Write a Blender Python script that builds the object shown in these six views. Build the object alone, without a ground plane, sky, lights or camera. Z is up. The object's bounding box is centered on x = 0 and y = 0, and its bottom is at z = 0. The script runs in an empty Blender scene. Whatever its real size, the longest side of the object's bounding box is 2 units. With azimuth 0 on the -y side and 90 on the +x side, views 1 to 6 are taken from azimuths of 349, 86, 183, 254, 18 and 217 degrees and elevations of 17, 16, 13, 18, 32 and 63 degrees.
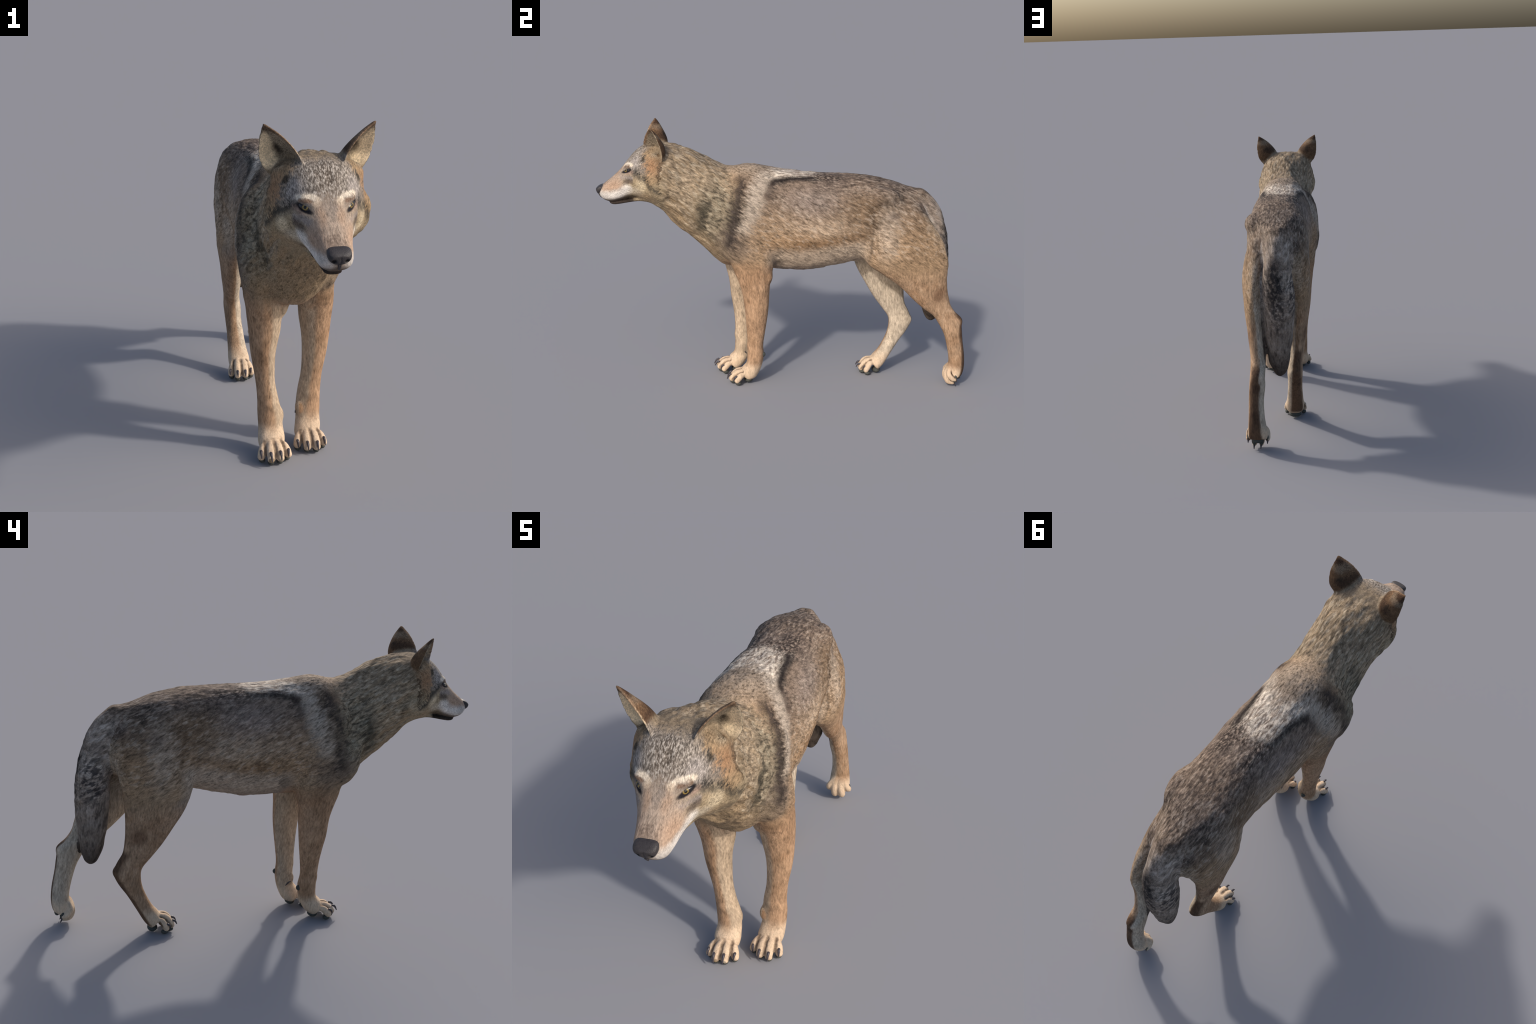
import bpy, math, random
import numpy as np
from mathutils import Vector
from mathutils.kdtree import KDTree

random.seed(4)
rng = np.random.default_rng(4)
SC = bpy.context.scene

# ------------------------------------------------------------------ helpers
def catmull(P, sub):
    """Smooth interpolation of a list of station vectors."""
    P = np.asarray(P, float)
    Q = np.vstack([2 * P[0] - P[1], P, 2 * P[-1] - P[-2]])
    out = []
    for i in range(1, len(P)):
        a, b, c, d = Q[i - 1], Q[i], Q[i + 1], Q[i + 2]
        for k in range(sub):
            t = k / sub
            out.append(0.5 * (2 * b + (c - a) * t + (2 * a - 5 * b + 4 * c - d) * t * t
                              + (3 * b - a - 3 * c + d) * t ** 3))
    out.append(P[-1])
    return np.array(out)

def spow(v, e):
    return np.sign(v) * np.abs(v) ** e

def loft(stations, sub=8, n=48, cap=0.35):
    """Closed tube through sagittal cross-sections.
    station = (x0, top_y, top_z, bottom_y, bottom_z, half_width, widest_fraction, n_top, n_bottom)"""
    S = catmull(stations, sub)
    th = np.linspace(0, 2 * np.pi, n, endpoint=False)
    ct, st = np.cos(th), np.sin(th)
    V, F = [], []
    for s in S:
        x0, ty, tz, by, bz, w, f, nt, nb = s
        w = max(w, 0.002)
        c = np.array([x0, by + f * (ty - by), bz + f * (tz - bz)])
        up = np.array([0, ty, tz]) - np.array([0, c[1], c[2]])
        dn = np.array([0, c[1], c[2]]) - np.array([0, by, bz])
        e = np.where(st >= 0, 2 / nt, 2 / nb)
        xs = w * spow(ct, e)
        ys = spow(st, e)
        ring = c + np.outer(xs, [1, 0, 0]) + np.where((st >= 0)[:, None], np.outer(ys, up), np.outer(ys, dn))
        V.append(ring)
    R = len(V)
    V = np.array(V)
    c0, c1 = V[0].mean(0), V[-1].mean(0)
    d0, d1 = c0 - V[1].mean(0), c1 - V[-2].mean(0)
    r0, r1 = np.linalg.norm(V[0] - c0, axis=1).min(), np.linalg.norm(V[-1] - c1, axis=1).min()
    d0 /= np.linalg.norm(d0) + 1e-9; d1 /= np.linalg.norm(d1) + 1e-9
    # rounded caps
    rings = [c0 + (V[0] - c0) * math.cos(a) + d0 * r0 * cap * math.sin(a) for a in (1.2, 0.8, 0.4)] + list(V) \
          + [c1 + (V[-1] - c1) * math.cos(a) + d1 * r1 * cap * math.sin(a) for a in (0.4, 0.8, 1.2)]
    R = len(rings)
    verts = np.vstack(rings + [[c0 + d0 * r0 * cap], [c1 + d1 * r1 * cap]])
    for i in range(R - 1):
        for j in range(n):
            k = (j + 1) % n
            F.append((i * n + j, i * n + k, (i + 1) * n + k, (i + 1) * n + j))
    a, b = R * n, R * n + 1
    for j in range(n):
        k = (j + 1) % n
        F.append((a, k, j)); F.append((b, (R - 1) * n + j, (R - 1) * n + k))
    return verts, F

def tube(pts, sub=6, n=20, cap=0.9):
    """Round tube; pts = (x, y, z, radius)."""
    S = catmull(pts, sub)
    C, r = S[:, :3], np.maximum(S[:, 3], 0.0008)
    T = np.gradient(C, axis=0); T /= np.linalg.norm(T, axis=1)[:, None]
    th = np.linspace(0, 2 * np.pi, n, endpoint=False)
    rings = []
    ref = np.array([1.0, 0.02, 0.03])
    def ring(c, t, rr):
        u = ref - t * (ref @ t); u /= np.linalg.norm(u); v = np.cross(t, u)
        return c + rr * (np.outer(np.cos(th), u) + np.outer(np.sin(th), v))
    for a in (1.25, 0.9, 0.45):
        rings.append(ring(C[0] - T[0] * r[0] * cap * math.sin(a), T[0], r[0] * math.cos(a)))
    for c, t, rr in zip(C, T, r):
        rings.append(ring(c, t, rr))
    for a in (0.45, 0.9, 1.25):
        rings.append(ring(C[-1] + T[-1] * r[-1] * cap * math.sin(a), T[-1], r[-1] * math.cos(a)))
    R = len(rings)
    V = np.vstack(rings + [[C[0] - T[0] * r[0] * cap], [C[-1] + T[-1] * r[-1] * cap]])
    F = []
    for i in range(R - 1):
        for j in range(n):
            k = (j + 1) % n
            F.append((i * n + j, i * n + k, (i + 1) * n + k, (i + 1) * n + j))
    a, b = R * n, R * n + 1
    for j in range(n):
        k = (j + 1) % n
        F.append((a, k, j)); F.append((b, (R - 1) * n + j, (R - 1) * n + k))
    return V, F

def ellipsoid(c, r, rot=(0, 0, 0), nu=28, nv=18):
    from mathutils import Euler
    M = np.array(Euler(rot).to_matrix())
    V, F = [], []
    for i in range(1, nv):
        a = math.pi * i / nv
        for j in range(nu):
            b = 2 * math.pi * j / nu
            V.append((r[0] * math.sin(a) * math.cos(b), r[1] * math.sin(a) * math.sin(b), r[2] * math.cos(a)))
    V += [(0, 0, r[2]), (0, 0, -r[2])]
    m = nv - 1
    for i in range(m - 1):
        for j in range(nu):
            k = (j + 1) % nu
            F.append((i * nu + j, (i + 1) * nu + j, (i + 1) * nu + k, i * nu + k))
    for j in range(nu):
        k = (j + 1) % nu
        F.append((m * nu, j, k)); F.append((m * nu + 1, (m - 1) * nu + k, (m - 1) * nu + j))
    return np.array(V) @ M.T + np.array(c), F

def mesh_obj(name, V, F, smooth=True):
    me = bpy.data.meshes.new(name)
    me.from_pydata([tuple(v) for v in V], [], F)
    me.update()
    if smooth:
        me.polygons.foreach_set('use_smooth', [True] * len(me.polygons))
    o = bpy.data.objects.new(name, me)
    SC.collection.objects.link(o)
    return o

def sstep(a, b, v):
    t = np.clip((v - a) / (b - a), 0, 1)
    return t * t * (3 - 2 * t)

# ------------------------------------------------------------------ the body as lofts
# (x0, top_y, top_z, bottom_y, bottom_z, half_width, widest_fraction, n_top, n_bottom)
TRUNK = [
    (-.006, .745, 1.035, .770, .880, .055, .50, 2.0, 2.0),
    (-.006, .700, 1.073, .735, .790, .095, .50, 2.0, 2.1),
    (-.004, .620, 1.096, .665, .735, .132, .50, 2.3, 2.2),
    (.000, .525, 1.122, .555, .712, .158, .52, 2.6, 2.2),
    (.008, .420, 1.142, .435, .693, .163, .53, 2.7, 2.1),
    (.013, .320, 1.150, .330, .672, .160, .53, 2.6, 2.1),
    (.015, .220, 1.153, .230, .650, .162, .50, 2.5, 2.1),
    (.012, .120, 1.154, .120, .629, .166, .48, 2.9, 2.1),
    (.007, .030, 1.160, .020, .628, .170, .47, 2.8, 2.0),
    (.002, -.070, 1.173, -.080, .631, .172, .46, 2.5, 1.9),
    (.002, -.150, 1.189, -.170, .634, .173, .46, 2.2, 1.9),
    (.000, -.220, 1.193, -.250, .640, .172, .48, 2.2, 1.9),
    (.000, -.300, 1.177, -.335, .655, .166, .50, 2.1, 2.0),
    (.000, -.370, 1.196, -.430, .736, .160, .50, 2.0, 2.0),
    (-.000, -.435, 1.223, -.525, .822, .158, .48, 2.0, 2.0),
    (-.002, -.500, 1.255, -.602, .888, .159, .46, 2.1, 2.0),
    (-.005, -.560, 1.272, -.655, .942, .162, .44, 2.3, 2.0),
    (-.008, -.625, 1.283, -.700, .971, .163, .42, 2.7, 2.1),
    (-.010, -.700, 1.287, -.735, .983, .150, .42, 3.0, 2.1),
    (-.011, -.755, 1.273, -.765, .992, .126, .46, 2.7, 2.1),
    (-.013, -.800, 1.238, -.795, .998, .105, .50, 2.5, 2.2),
    (-.014, -.838, 1.191, -.825, .998, .087, .50, 2.5, 2.3),
    (-.014, -.868, 1.151, -.858, .990, .071, .46, 2.6, 2.4),
    (-.014, -.905, 1.113, -.898, .980, .060, .42, 2.7, 2.6),
    (-.014, -.938, 1.085, -.935, .978, .0535, .42, 2.7, 2.6),
    (-.0145, -.962, 1.064, -.960, .988, .0470, .46, 2.9, 2.4),
    (-.015, -.974, 1.050, -.974, 1.002, .036, .45, 2.4, 2.2),
]
JAW = [
    (-.010, -.72, 1.02, -.72, .978, .070, .5, 2.2, 2.2),
    (-.012, -.77, 1.01, -.77, .983, .058, .5, 2.2, 2.2),
    (-.013, -.82, .995, -.815, .976, .044, .5, 2.2, 2.2),
    (-.014, -.87, .985, -.87, .964, .035, .5, 2.3, 2.2),
    (-.015, -.905, .978, -.905, .959, .031, .5, 2.3, 2.2),
    (-.015, -.926, .974, -.927, .964, .024, .5, 2.2, 2.2),
]
TAIL = [
    (-.004, .650, 1.06, .640, .95, .050, .5, 2, 2),
    (-.004, .705, 1.085, .680, .955, .058, .5, 2, 2),
    (-.004, .765, 1.045, .700, .920, .062, .5, 2, 2),
    (-.004, .815, .980, .708, .880, .066, .5, 2, 2),
    (-.005, .850, .905, .712, .830, .072, .5, 2, 2),
    (-.008, .872, .820, .722, .770, .080, .5, 2, 2),
    (-.010, .884, .740, .728, .705, .082, .5, 2, 2),
    (-.009, .889, .660, .731, .640, .079, .5, 2, 2),
    (-.006, .886, .580, .738, .565, .073, .5, 2, 2),
    (-.006, .878, .500, .748, .490, .064, .5, 2, 2),
    (-.006, .867, .420, .764, .415, .053, .5, 2, 2),
    (-.007, .850, .362, .790, .358, .032, .5, 2, 2),
    (-.007, .836, .342, .808, .340, .014, .5, 2, 2),
]
# limbs: the "top" point is the front edge, the "bottom" point the rear edge
FORE_R = [
    (.105, -.330, .900, -.080, .860, .070, .5, 2.0, 2.0),
    (.112, -.315, .780, -.060, .740, .070, .5, 2.0, 2.0),
    (.116, -.285, .660, -.066, .660, .070, .5, 2.1, 2.2),
    (.120, -.256, .600, -.078, .610, .068, .5, 2.1, 2.3),
    (.121, -.231, .530, -.083, .540, .063, .5, 2.1, 2.3),
    (.124, -.215, .450, -.085, .455, .054, .5, 2.1, 2.2),
    (.121, -.206, .380, -.090, .385, .048, .5, 2.1, 2.1),
    (.111, -.198, .300, -.099, .300, .042, .5, 2.1, 2.1),
    (.101, -.192, .225, -.106, .225, .046, .5, 2.1, 2.1),
    (.098, -.190, .165, -.101, .165, .049, .5, 2.1, 2.1),
    (.096, -.194, .118, -.108, .112, .049, .5, 2.1, 2.1),
    (.092, -.214, .090, -.121, .072, .051, .5, 2.2, 2.1),
    (.088, -.216, .080, -.140, .036, .052, .5, 2.3, 2.2),
    (.086, -.214, .058, -.165, .022, .049, .5, 2.3, 2.2),
]
FORE_L = [
    (-.105, -.360, .900, -.110, .860, .078, .5, 2.0, 2.0),
    (-.110, -.352, .780, -.110, .740, .074, .5, 2.0, 2.0),
    (-.105, -.333, .660, -.120, .660, .069, .5, 2.1, 2.2),
    (-.098, -.314, .600, -.134, .610, .067, .5, 2.1, 2.3),
    (-.093, -.294, .530, -.141, .540, .063, .5, 2.1, 2.3),
    (-.098, -.282, .440, -.146, .445, .050, .5, 2.1, 2.2),
    (-.095, -.268, .370, -.153, .375, .043, .5, 2.1, 2.1),
    (-.089, -.258, .300, -.163, .300, .038, .5, 2.1, 2.1),
    (-.080, -.254, .230, -.171, .230, .042, .5, 2.1, 2.1),
    (-.073, -.253, .170, -.164, .170, .048, .5, 2.1, 2.1),
    (-.070, -.257, .118, -.172, .105, .049, .5, 2.1, 2.1),
    (-.071, -.280, .092, -.186, .072, .052, .5, 2.2, 2.1),
    (-.072, -.280, .082, -.205, .042, .053, .5, 2.3, 2.2),
    (-.072, -.278, .060, -.230, .022, .049, .5, 2.3, 2.2),
]
HIND_R = [
    (.085, .430, 1.000, .690, 1.010, .055, .5, 2.0, 2.0),
    (.098, .395, .880, .770, .910, .074, .60, 2.0, 1.8),
    (.112, .385, .775, .835, .810, .078, .62, 2.1, 1.7),
    (.114, .425, .695, .862, .710, .066, .58, 2.1, 1.9),
    (.112, .500, .640, .864, .625, .056, .5, 2.1, 2.2),
    (.108, .607, .568, .870, .560, .048, .5, 2.1, 2.1),
    (.104, .696, .485, .884, .505, .043, .5, 2.1, 2.1),
    (.101, .750, .440, .897, .465, .039, .5, 2.1, 2.1),
    (.100, .803, .403, .926, .424, .037, .5, 2.1, 2.2),
    (.101, .843, .350, .960, .392, .038, .5, 2.1, 2.3),
    (.103, .872, .298, .967, .340, .040, .5, 2.1, 2.3),
    (.109, .890, .240, .977, .265, .038, .5, 2.1, 2.2),
    (.109, .906, .175, .992, .185, .040, .5, 2.1, 2.2),
    (.107, .912, .128, .997, .115, .046, .5, 2.1, 2.2),
    (.106, .910, .092, .988, .070, .050, .5, 2.2, 2.2),
    (.106, .916, .066, .972, .056, .047, .5, 2.2, 2.2),
]
HIND_L = [
    (-.080, .400, 1.000, .690, 1.010, .060, .5, 2.0, 2.0),
    (-.090, .372, .880, .735, .910, .070, .5, 2.0, 2.1),
    (-.098, .362, .770, .712, .800, .066, .5, 2.1, 2.1),
    (-.102, .378, .680, .690, .700, .058, .5, 2.1, 2.1),
    (-.100, .405, .608, .680, .622, .055, .5, 2.1, 2.1),
    (-.094, .451, .532, .676, .550, .049, .5, 2.1, 2.1),
    (-.090, .502, .452, .677, .480, .044, .5, 2.1, 2.1),
    (-.086, .553, .386, .686, .412, .038, .5, 2.1, 2.1),
    (-.080, .594, .332, .710, .364, .037, .5, 2.1, 2.2),
    (-.076, .600, .285, .727, .315, .040, .5, 2.1, 2.3),
    (-.075, .592, .236, .708, .262, .038, .5, 2.1, 2.2),
    (-.072, .572, .185, .664, .195, .039, .5, 2.1, 2.2),
    (-.070, .545, .134, .624, .125, .043, .5, 2.1, 2.2),
    (-.067, .520, .105, .586, .058, .049, .5, 2.2, 2.2),
    (-.066, .512, .086, .560, .026, .048, .5, 2.2, 2.2),
]

# toes: (knuckle root, bend, tip) with radii
def paw_toes(roots, tips, r, lift=.013):
    out = []
    for a, b, rr in zip(roots, tips, r):
        a, b = np.array(a), np.array(b)
        k = a * .52 + b * .48 + np.array([0, 0, lift])         # raised knuckle
        m = a * .20 + b * .80 + np.array([0, 0, lift * .55])
        out.append(tube([(*a, rr * .80), (*k, rr * 1.0), (*m, rr * 1.06), (*b, rr * .92)], n=18))
    return out

TOE_FR = paw_toes([(.062, -.196, .056), (.078, -.206, .064), (.098, -.206, .064), (.114, -.196, .056)],
                  [(.0325, -.242, .027), (.068, -.268, .027), (.106, -.272, .027), (.1405, -.244, .027)],
                  (.0165, .0175, .0175, .0165))
TOE_FL = paw_toes([(-.096, -.262, .056), (-.082, -.272, .064), (-.062, -.272, .064), (-.046, -.262, .056)],
                  [(-.1265, -.312, .028), (-.092, -.339, .029), (-.054, -.336, .029), (-.0185, -.312, .028)],
                  (.0165, .0175, .0175, .0165))
TOE_HL = paw_toes([(-.090, .530, .068), (-.078, .516, .080), (-.056, .516, .080), (-.044, .526, .070)],
                  [(-.113, .486, .028), (-.087, .457, .030), (-.051, .457, .030), (-.019, .481, .028)],
                  (.0160, .0170, .0170, .0160), .016)
TOE_HR = [tube([(.080, .914, .110, .012), (.064, .909, .080, .0155), (.060, .930, .055, .015), (.059, .944, .048, .011)]),
          tube([(.096, .912, .113, .014), (.091, .902, .070, .0170), (.091, .914, .034, .0170), (.091, .940, .022, .011)]),
          tube([(.118, .912, .113, .014), (.123, .902, .070, .0170), (.125, .914, .034, .0170), (.126, .940, .022, .011)]),
          tube([(.136, .914, .110, .012), (.150, .909, .082, .0155), (.154, .930, .058, .015), (.155, .944, .052, .011)])]

# clefts between the toes: start on the foot, middle, end between the toe tips
CLEFTS = [((-.1070, -.278, .073), (-.1095, -.306, .060), (-.1105, -.334, .030)), ((-.0725, -.288, .080), (-.073, -.320, .066), (-.0735, -.350, .032)),
          ((-.0390, -.278, .073), (-.0370, -.306, .060), (-.0355, -.334, .030)), ((.0500, -.212, .071), (.050, -.238, .058), (.0495, -.264, .028)),
          ((.0880, -.222, .078), (.0875, -.253, .064), (.087, -.282, .030)), ((.1220, -.212, .071), (.1235, -.238, .058), (.124, -.266, .028)),
          ((-.0980, .512, .082), (-.0995, .486, .064), (-.101, .462, .030)), ((-.0670, .500, .092), (-.068, .474, .070), (-.069, .446, .032)),
          ((-.0390, .510, .082), (-.0365, .484, .064), (-.034, .458, .030))]

# ------------------------------------------------------------------ ears
# front edge, outer edge and back bulge of the +x ear, base to tip
EAR_R = dict(front=[(.048, -.752, 1.245), (.074, -.750, 1.300), (.118, -.736, 1.350), (.171, -.713, 1.387)],
             outer=[(.135, -.652, 1.205), (.172, -.650, 1.258), (.182, -.672, 1.325), (.173, -.708, 1.386)],
             back=[(.020, -.605, 1.260), (.075, -.605, 1.313), (.127, -.652, 1.355), (.172, -.706, 1.388)])
EAR_L = dict(front=[(-.066, -.752, 1.250), (-.092, -.750, 1.305), (-.136, -.734, 1.355), (-.188, -.709, 1.390)],
             outer=[(-.152, -.652, 1.205), (-.189, -.650, 1.258), (-.199, -.672, 1.325), (-.190, -.704, 1.389)],
             back=[(-.037, -.605, 1.260), (-.092, -.605, 1.313), (-.144, -.652, 1.355), (-.189, -.702, 1.391)])

def ear_shell(E, thick=.0105, nu=26, sub=12):
    a, b, c = (catmull(E[k], sub) for k in ('front', 'outer', 'back'))
    u = np.linspace(0, 1, nu)[:, None]
    G = np.array([p * (1 - u) ** 2 + 2 * m * u * (1 - u) + q * u ** 2 for p, q, m in zip(a, b, c)])
    dv, du = np.gradient(G, axis=0), np.gradient(G, axis=1)
    N = np.cross(du, dv); N /= np.linalg.norm(N, axis=2)[:, :, None] + 1e-9
    m = G.mean((0, 1))
    nv = len(G)
    edge = np.sqrt(np.clip(1 - np.abs(np.linspace(-1, 1, nu)) ** 4, 0.12, 1))[None, :, None]
    A, B = G + N * thick / 2 * edge, G - N * thick / 2 * edge
    V = np.vstack([A.reshape(-1, 3), B.reshape(-1, 3)])
    o = nv * nu
    F = []
    for i in range(nv - 1):
        for j in range(nu - 1):
            p = i * nu + j
            F.append((p, p + 1, p + nu + 1, p + nu))
            F.append((o + p, o + p + nu, o + p + nu + 1, o + p + 1))
    for i in range(nv - 1):
        for j in (0, nu - 1):
            p = i * nu + j
            f = (p, p + nu, o + p + nu, o + p)
            F.append(f if j == 0 else f[::-1])
    for j in range(nu - 1):
        for i in (0, nv - 1):
            p = i * nu + j
            f = (p, o + p, o + p + 1, p + 1)
            F.append(f if i == 0 else f[::-1])
    return V, F, G

earR = ear_shell(EAR_R); earL = ear_shell(EAR_L)

# ------------------------------------------------------------------ extra muscle masses
MASSES = [
    ((.112, -.215, .900), (.072, .120, .210), (.25, 0, 0)),       # shoulder blades
    ((-.125, -.240, .900), (.080, .120, .210), (.25, 0, 0)),
    ((-.128, -.315, .820), (.080, .100, .130), (.2, 0, 0)),       # point of the shoulder
    ((.116, -.265, .800), (.074, .090, .120), (.2, 0, 0)),
    ((.112, .450, 1.050), (.064, .130, .060), (0, 0, 0)),         # hip bones
    ((-.085, .460, 1.050), (.058, .120, .058), (0, 0, 0)),
    ((.137, -.660, 1.090), (.032, .060, .080), (.3, 0, 0)),       # cheek ruffs
    ((-.151, -.672, 1.092), (.032, .058, .080), (.3, 0, 0)),
    ((.112, -.682, 1.200), (.030, .046, .054), (0, 0, 0)),        # ear roots
    ((-.130, -.682, 1.202), (.030, .046, .054), (0, 0, 0)),
    ((.043, -.816, 1.178), (.034, .022, .014), (0, 0, -.25)),     # brows
    ((-.071, -.816, 1.178), (.034, .022, .014), (0, 0, .25)),
    ((-.052, -.238, .628), (.050, .062, .066), (0, .35, 0)),       # pectoral webs
    ((.070, -.205, .636), (.030, .055, .050), (0, 0, 0)),
    ((.056, -.166, .154), (.016, .021, .034), (0, 0, 0)),         # dew claw lumps
    ((-.032, -.212, .152), (.017, .022, .034), (0, 0, 0)),
]

parts = [loft(TRUNK), loft(JAW, n=32), loft(TAIL), loft(FORE_R), loft(FORE_L), loft(HIND_R), loft(HIND_L)]
parts += TOE_FR + TOE_FL + TOE_HL + TOE_HR
parts += [earR[:2], earL[:2]]
parts += [ellipsoid(*m) for m in MASSES]

def union_remesh(parts, voxel):
    Vs, Fs, o = [], [], 0
    for V, F in parts:
        Vs.append(np.asarray(V)); Fs += [tuple(i + o for i in f) for f in F]; o += len(V)
    ob = mesh_obj('body_draft', np.vstack(Vs), Fs)
    import bmesh
    m = ob.modifiers.new('r', 'REMESH'); m.mode = 'VOXEL'; m.voxel_size = voxel; m.adaptivity = 0
    dg = bpy.context.evaluated_depsgraph_get()
    me = bpy.data.meshes.new_from_object(ob.evaluated_get(dg))
    bpy.data.objects.remove(ob)
    return me

body = union_remesh(parts, 0.0037)
nv = len(body.vertices)
co = np.empty(nv * 3); body.vertices.foreach_get('co', co); co = co.reshape(-1, 3)
ed = np.empty(len(body.edges) * 2, int); body.edges.foreach_get('vertices', ed); ed = ed.reshape(-1, 2)
deg = np.bincount(ed.ravel(), minlength=nv).astype(float)[:, None]

def lap(P):
    S = np.zeros_like(P)
    for k in range(3):
        S[:, k] = np.bincount(ed[:, 0], P[ed[:, 1], k], nv) + np.bincount(ed[:, 1], P[ed[:, 0], k], nv)
    return S / deg

# distance to ear sheets, so that thin parts are smoothed less
kd = KDTree(earR[2].reshape(-1, 3).shape[0] * 2)
for i, p in enumerate(np.vstack([earR[2].reshape(-1, 3), earL[2].reshape(-1, 3)])):
    kd.insert(p, i)
kd.balance()
x, y, z = co.T
near = np.where((y < -.55) & (z > 1.18))[0]
dear = np.full(nv, 9.0)
for i in near:
    dear[i] = kd.find(co[i])[2]
w = np.ones(nv)
w *= 1 - .80 * (1 - sstep(.008, .05, dear))
w *= 1 - .93 * (1 - sstep(.065, .12, z))                       # paws
w *= 1 - .7 * sstep(-.78, -.86, y)                           # muzzle
w *= 1 - .45 * (1 - sstep(.35, .60, z)) 
W = w[:, None]
for it in range(26):
    co = co + W * .6 * (lap(co) - co)
# the trunk and haunches get a longer, volume-keeping smoothing
tw = (sstep(.53, .70, z) * sstep(-.62, -.50, y))[:, None]
for it in range(60):
    co = co + tw * .62 * (lap(co) - co)
    co = co - tw * .60 * (lap(co) - co) * (1 if it % 2 else 0)
w5 = (1 - .75 * (1 - sstep(.065, .12, z)))[:, None]
for it in range(5):
    co = co + .35 * w5 * (lap(co) - co)

# ------------------------------------------------------------------ node expression helper
def lin(c):
    return tuple((v / 12.92 if v <= .04045 else ((v + .055) / 1.055) ** 2.4) for v in (q / 255 for q in c))

GAIN = 0.73
def RGB(r, g, b, k=1.0):
    return tuple(v * GAIN * k for v in lin((r, g, b))) + (1.0,)

class Graph:
    def __init__(s, name):
        s.m = bpy.data.materials.new(name); s.m.use_nodes = True
        s.nt = s.m.node_tree; s.nt.nodes.clear()
        s.tc = s.node('ShaderNodeTexCoord')
        s.P = s.tc.outputs['Object']
        s.Nn = s.tc.outputs['Normal']
    def node(s, t, **kw):
        n = s.nt.nodes.new(t)
        for k, v in kw.items(): setattr(n, k, v)
        return n
    def put(s, sock, v):
        if isinstance(v, bpy.types.NodeSocket): s.nt.links.new(v, sock)
        else: sock.default_value = v
    def math(s, op, a, b=None, c=None, clamp=False):
        n = s.node('ShaderNodeMath', operation=op, use_clamp=clamp)
        for i, v in enumerate((a, b, c)):
            if v is not None: s.put(n.inputs[i], v)
        return n.outputs[0]
    def add(s, a, b): return s.math('ADD', a, b)
    def sub(s, a, b): return s.math('SUBTRACT', a, b)
    def mul(s, a, b, clamp=False): return s.math('MULTIPLY', a, b, clamp=clamp)
    def mx(s, a, b): return s.math('MAXIMUM', a, b)
    def mn(s, a, b): return s.math('MINIMUM', a, b)
    def inv(s, a): return s.math('SUBTRACT', 1.0, a)
    def vm(s, op, a, b=None, scale=None):
        n = s.node('ShaderNodeVectorMath', operation=op)
        s.put(n.inputs[0], a)
        if b is not None: s.put(n.inputs[1], b)
        if scale is not None: s.put(n.inputs['Scale'], scale)
        return n.outputs['Value'] if op in ('LENGTH', 'DOT_PRODUCT', 'DISTANCE') else n.outputs[0]
    def xyz(s, v):
        n = s.node('ShaderNodeSeparateXYZ'); s.put(n.inputs[0], v); return n.outputs
    def cxyz(s, x, y, z):
        n = s.node('ShaderNodeCombineXYZ')
        for i, v in enumerate((x, y, z)): s.put(n.inputs[i], v)
        return n.outputs[0]
    def step(s, a, b, v):
        """smooth 0..1 ramp of v from a to b (a may exceed b)"""
        n = s.node('ShaderNodeMapRange', interpolation_type='SMOOTHSTEP')
        s.put(n.inputs[0], v)
        if a <= b: vals = (a, b, 0.0, 1.0)
        else: vals = (b, a, 1.0, 0.0)
        for i, q in enumerate(vals): n.inputs[i + 1].default_value = q
        return n.outputs[0]
    def remap(s, v, a, b, c, d):
        n = s.node('ShaderNodeMapRange', interpolation_type='LINEAR'); n.clamp = True
        s.put(n.inputs[0], v)
        for i, q in enumerate((a, b, c, d)): n.inputs[i + 1].default_value = q
        return n.outputs[0]
    def mix(s, f, a, b):
        n = s.node('ShaderNodeMix', data_type='RGBA')
        s.put(n.inputs[0], f); s.put(n.inputs[6], a); s.put(n.inputs[7], b)
        return n.outputs[2]
    def noise(s, vec, scale, detail=2.0, rough=.55, color=False):
        n = s.node('ShaderNodeTexNoise')
        s.put(n.inputs['Vector'], vec); n.inputs['Scale'].default_value = scale
        n.inputs['Detail'].default_value = detail; n.inputs['Roughness'].default_value = rough
        return n.outputs['Color' if color else 'Fac']
    def fur_space(s, vec, pitch, stretch):
        """rotate about x so that local y runs along the hair, then squeeze along it"""
        n = s.node('ShaderNodeVectorRotate', rotation_type='X_AXIS')
        s.put(n.inputs['Vector'], vec); n.inputs['Angle'].default_value = pitch
        return s.vm('MULTIPLY', n.outputs[0], (1, 1 / stretch, 1))
    def blob(s, p, c, r, soft=.35):
        d = s.vm('LENGTH', s.vm('DIVIDE', s.vm('SUBTRACT', p, c), r))
        return s.step(1 + soft, 1 - soft, d)
    def seg(s, p, a, b, r, soft=.5):
        """soft stripe around the segment a-b"""
        a, b = np.array(a, float), np.array(b, float); ba = b - a
        pa = s.vm('SUBTRACT', p, tuple(a))
        h = s.mul(s.vm('DOT_PRODUCT', pa, tuple(ba)), 1 / float(ba @ ba), clamp=True)
        d = s.vm('LENGTH', s.vm('SUBTRACT', pa, s.vm('SCALE', tuple(ba), scale=h)))
        return s.step(r * (1 + soft), r * (1 - soft), d)
    def chain(s, p, pts, r, soft=.5):
        f = None
        for a, b in zip(pts[:-1], pts[1:]):
            g = s.seg(p, a, b, r, soft)
            f = g if f is None else s.mx(f, g)
        return f
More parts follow.
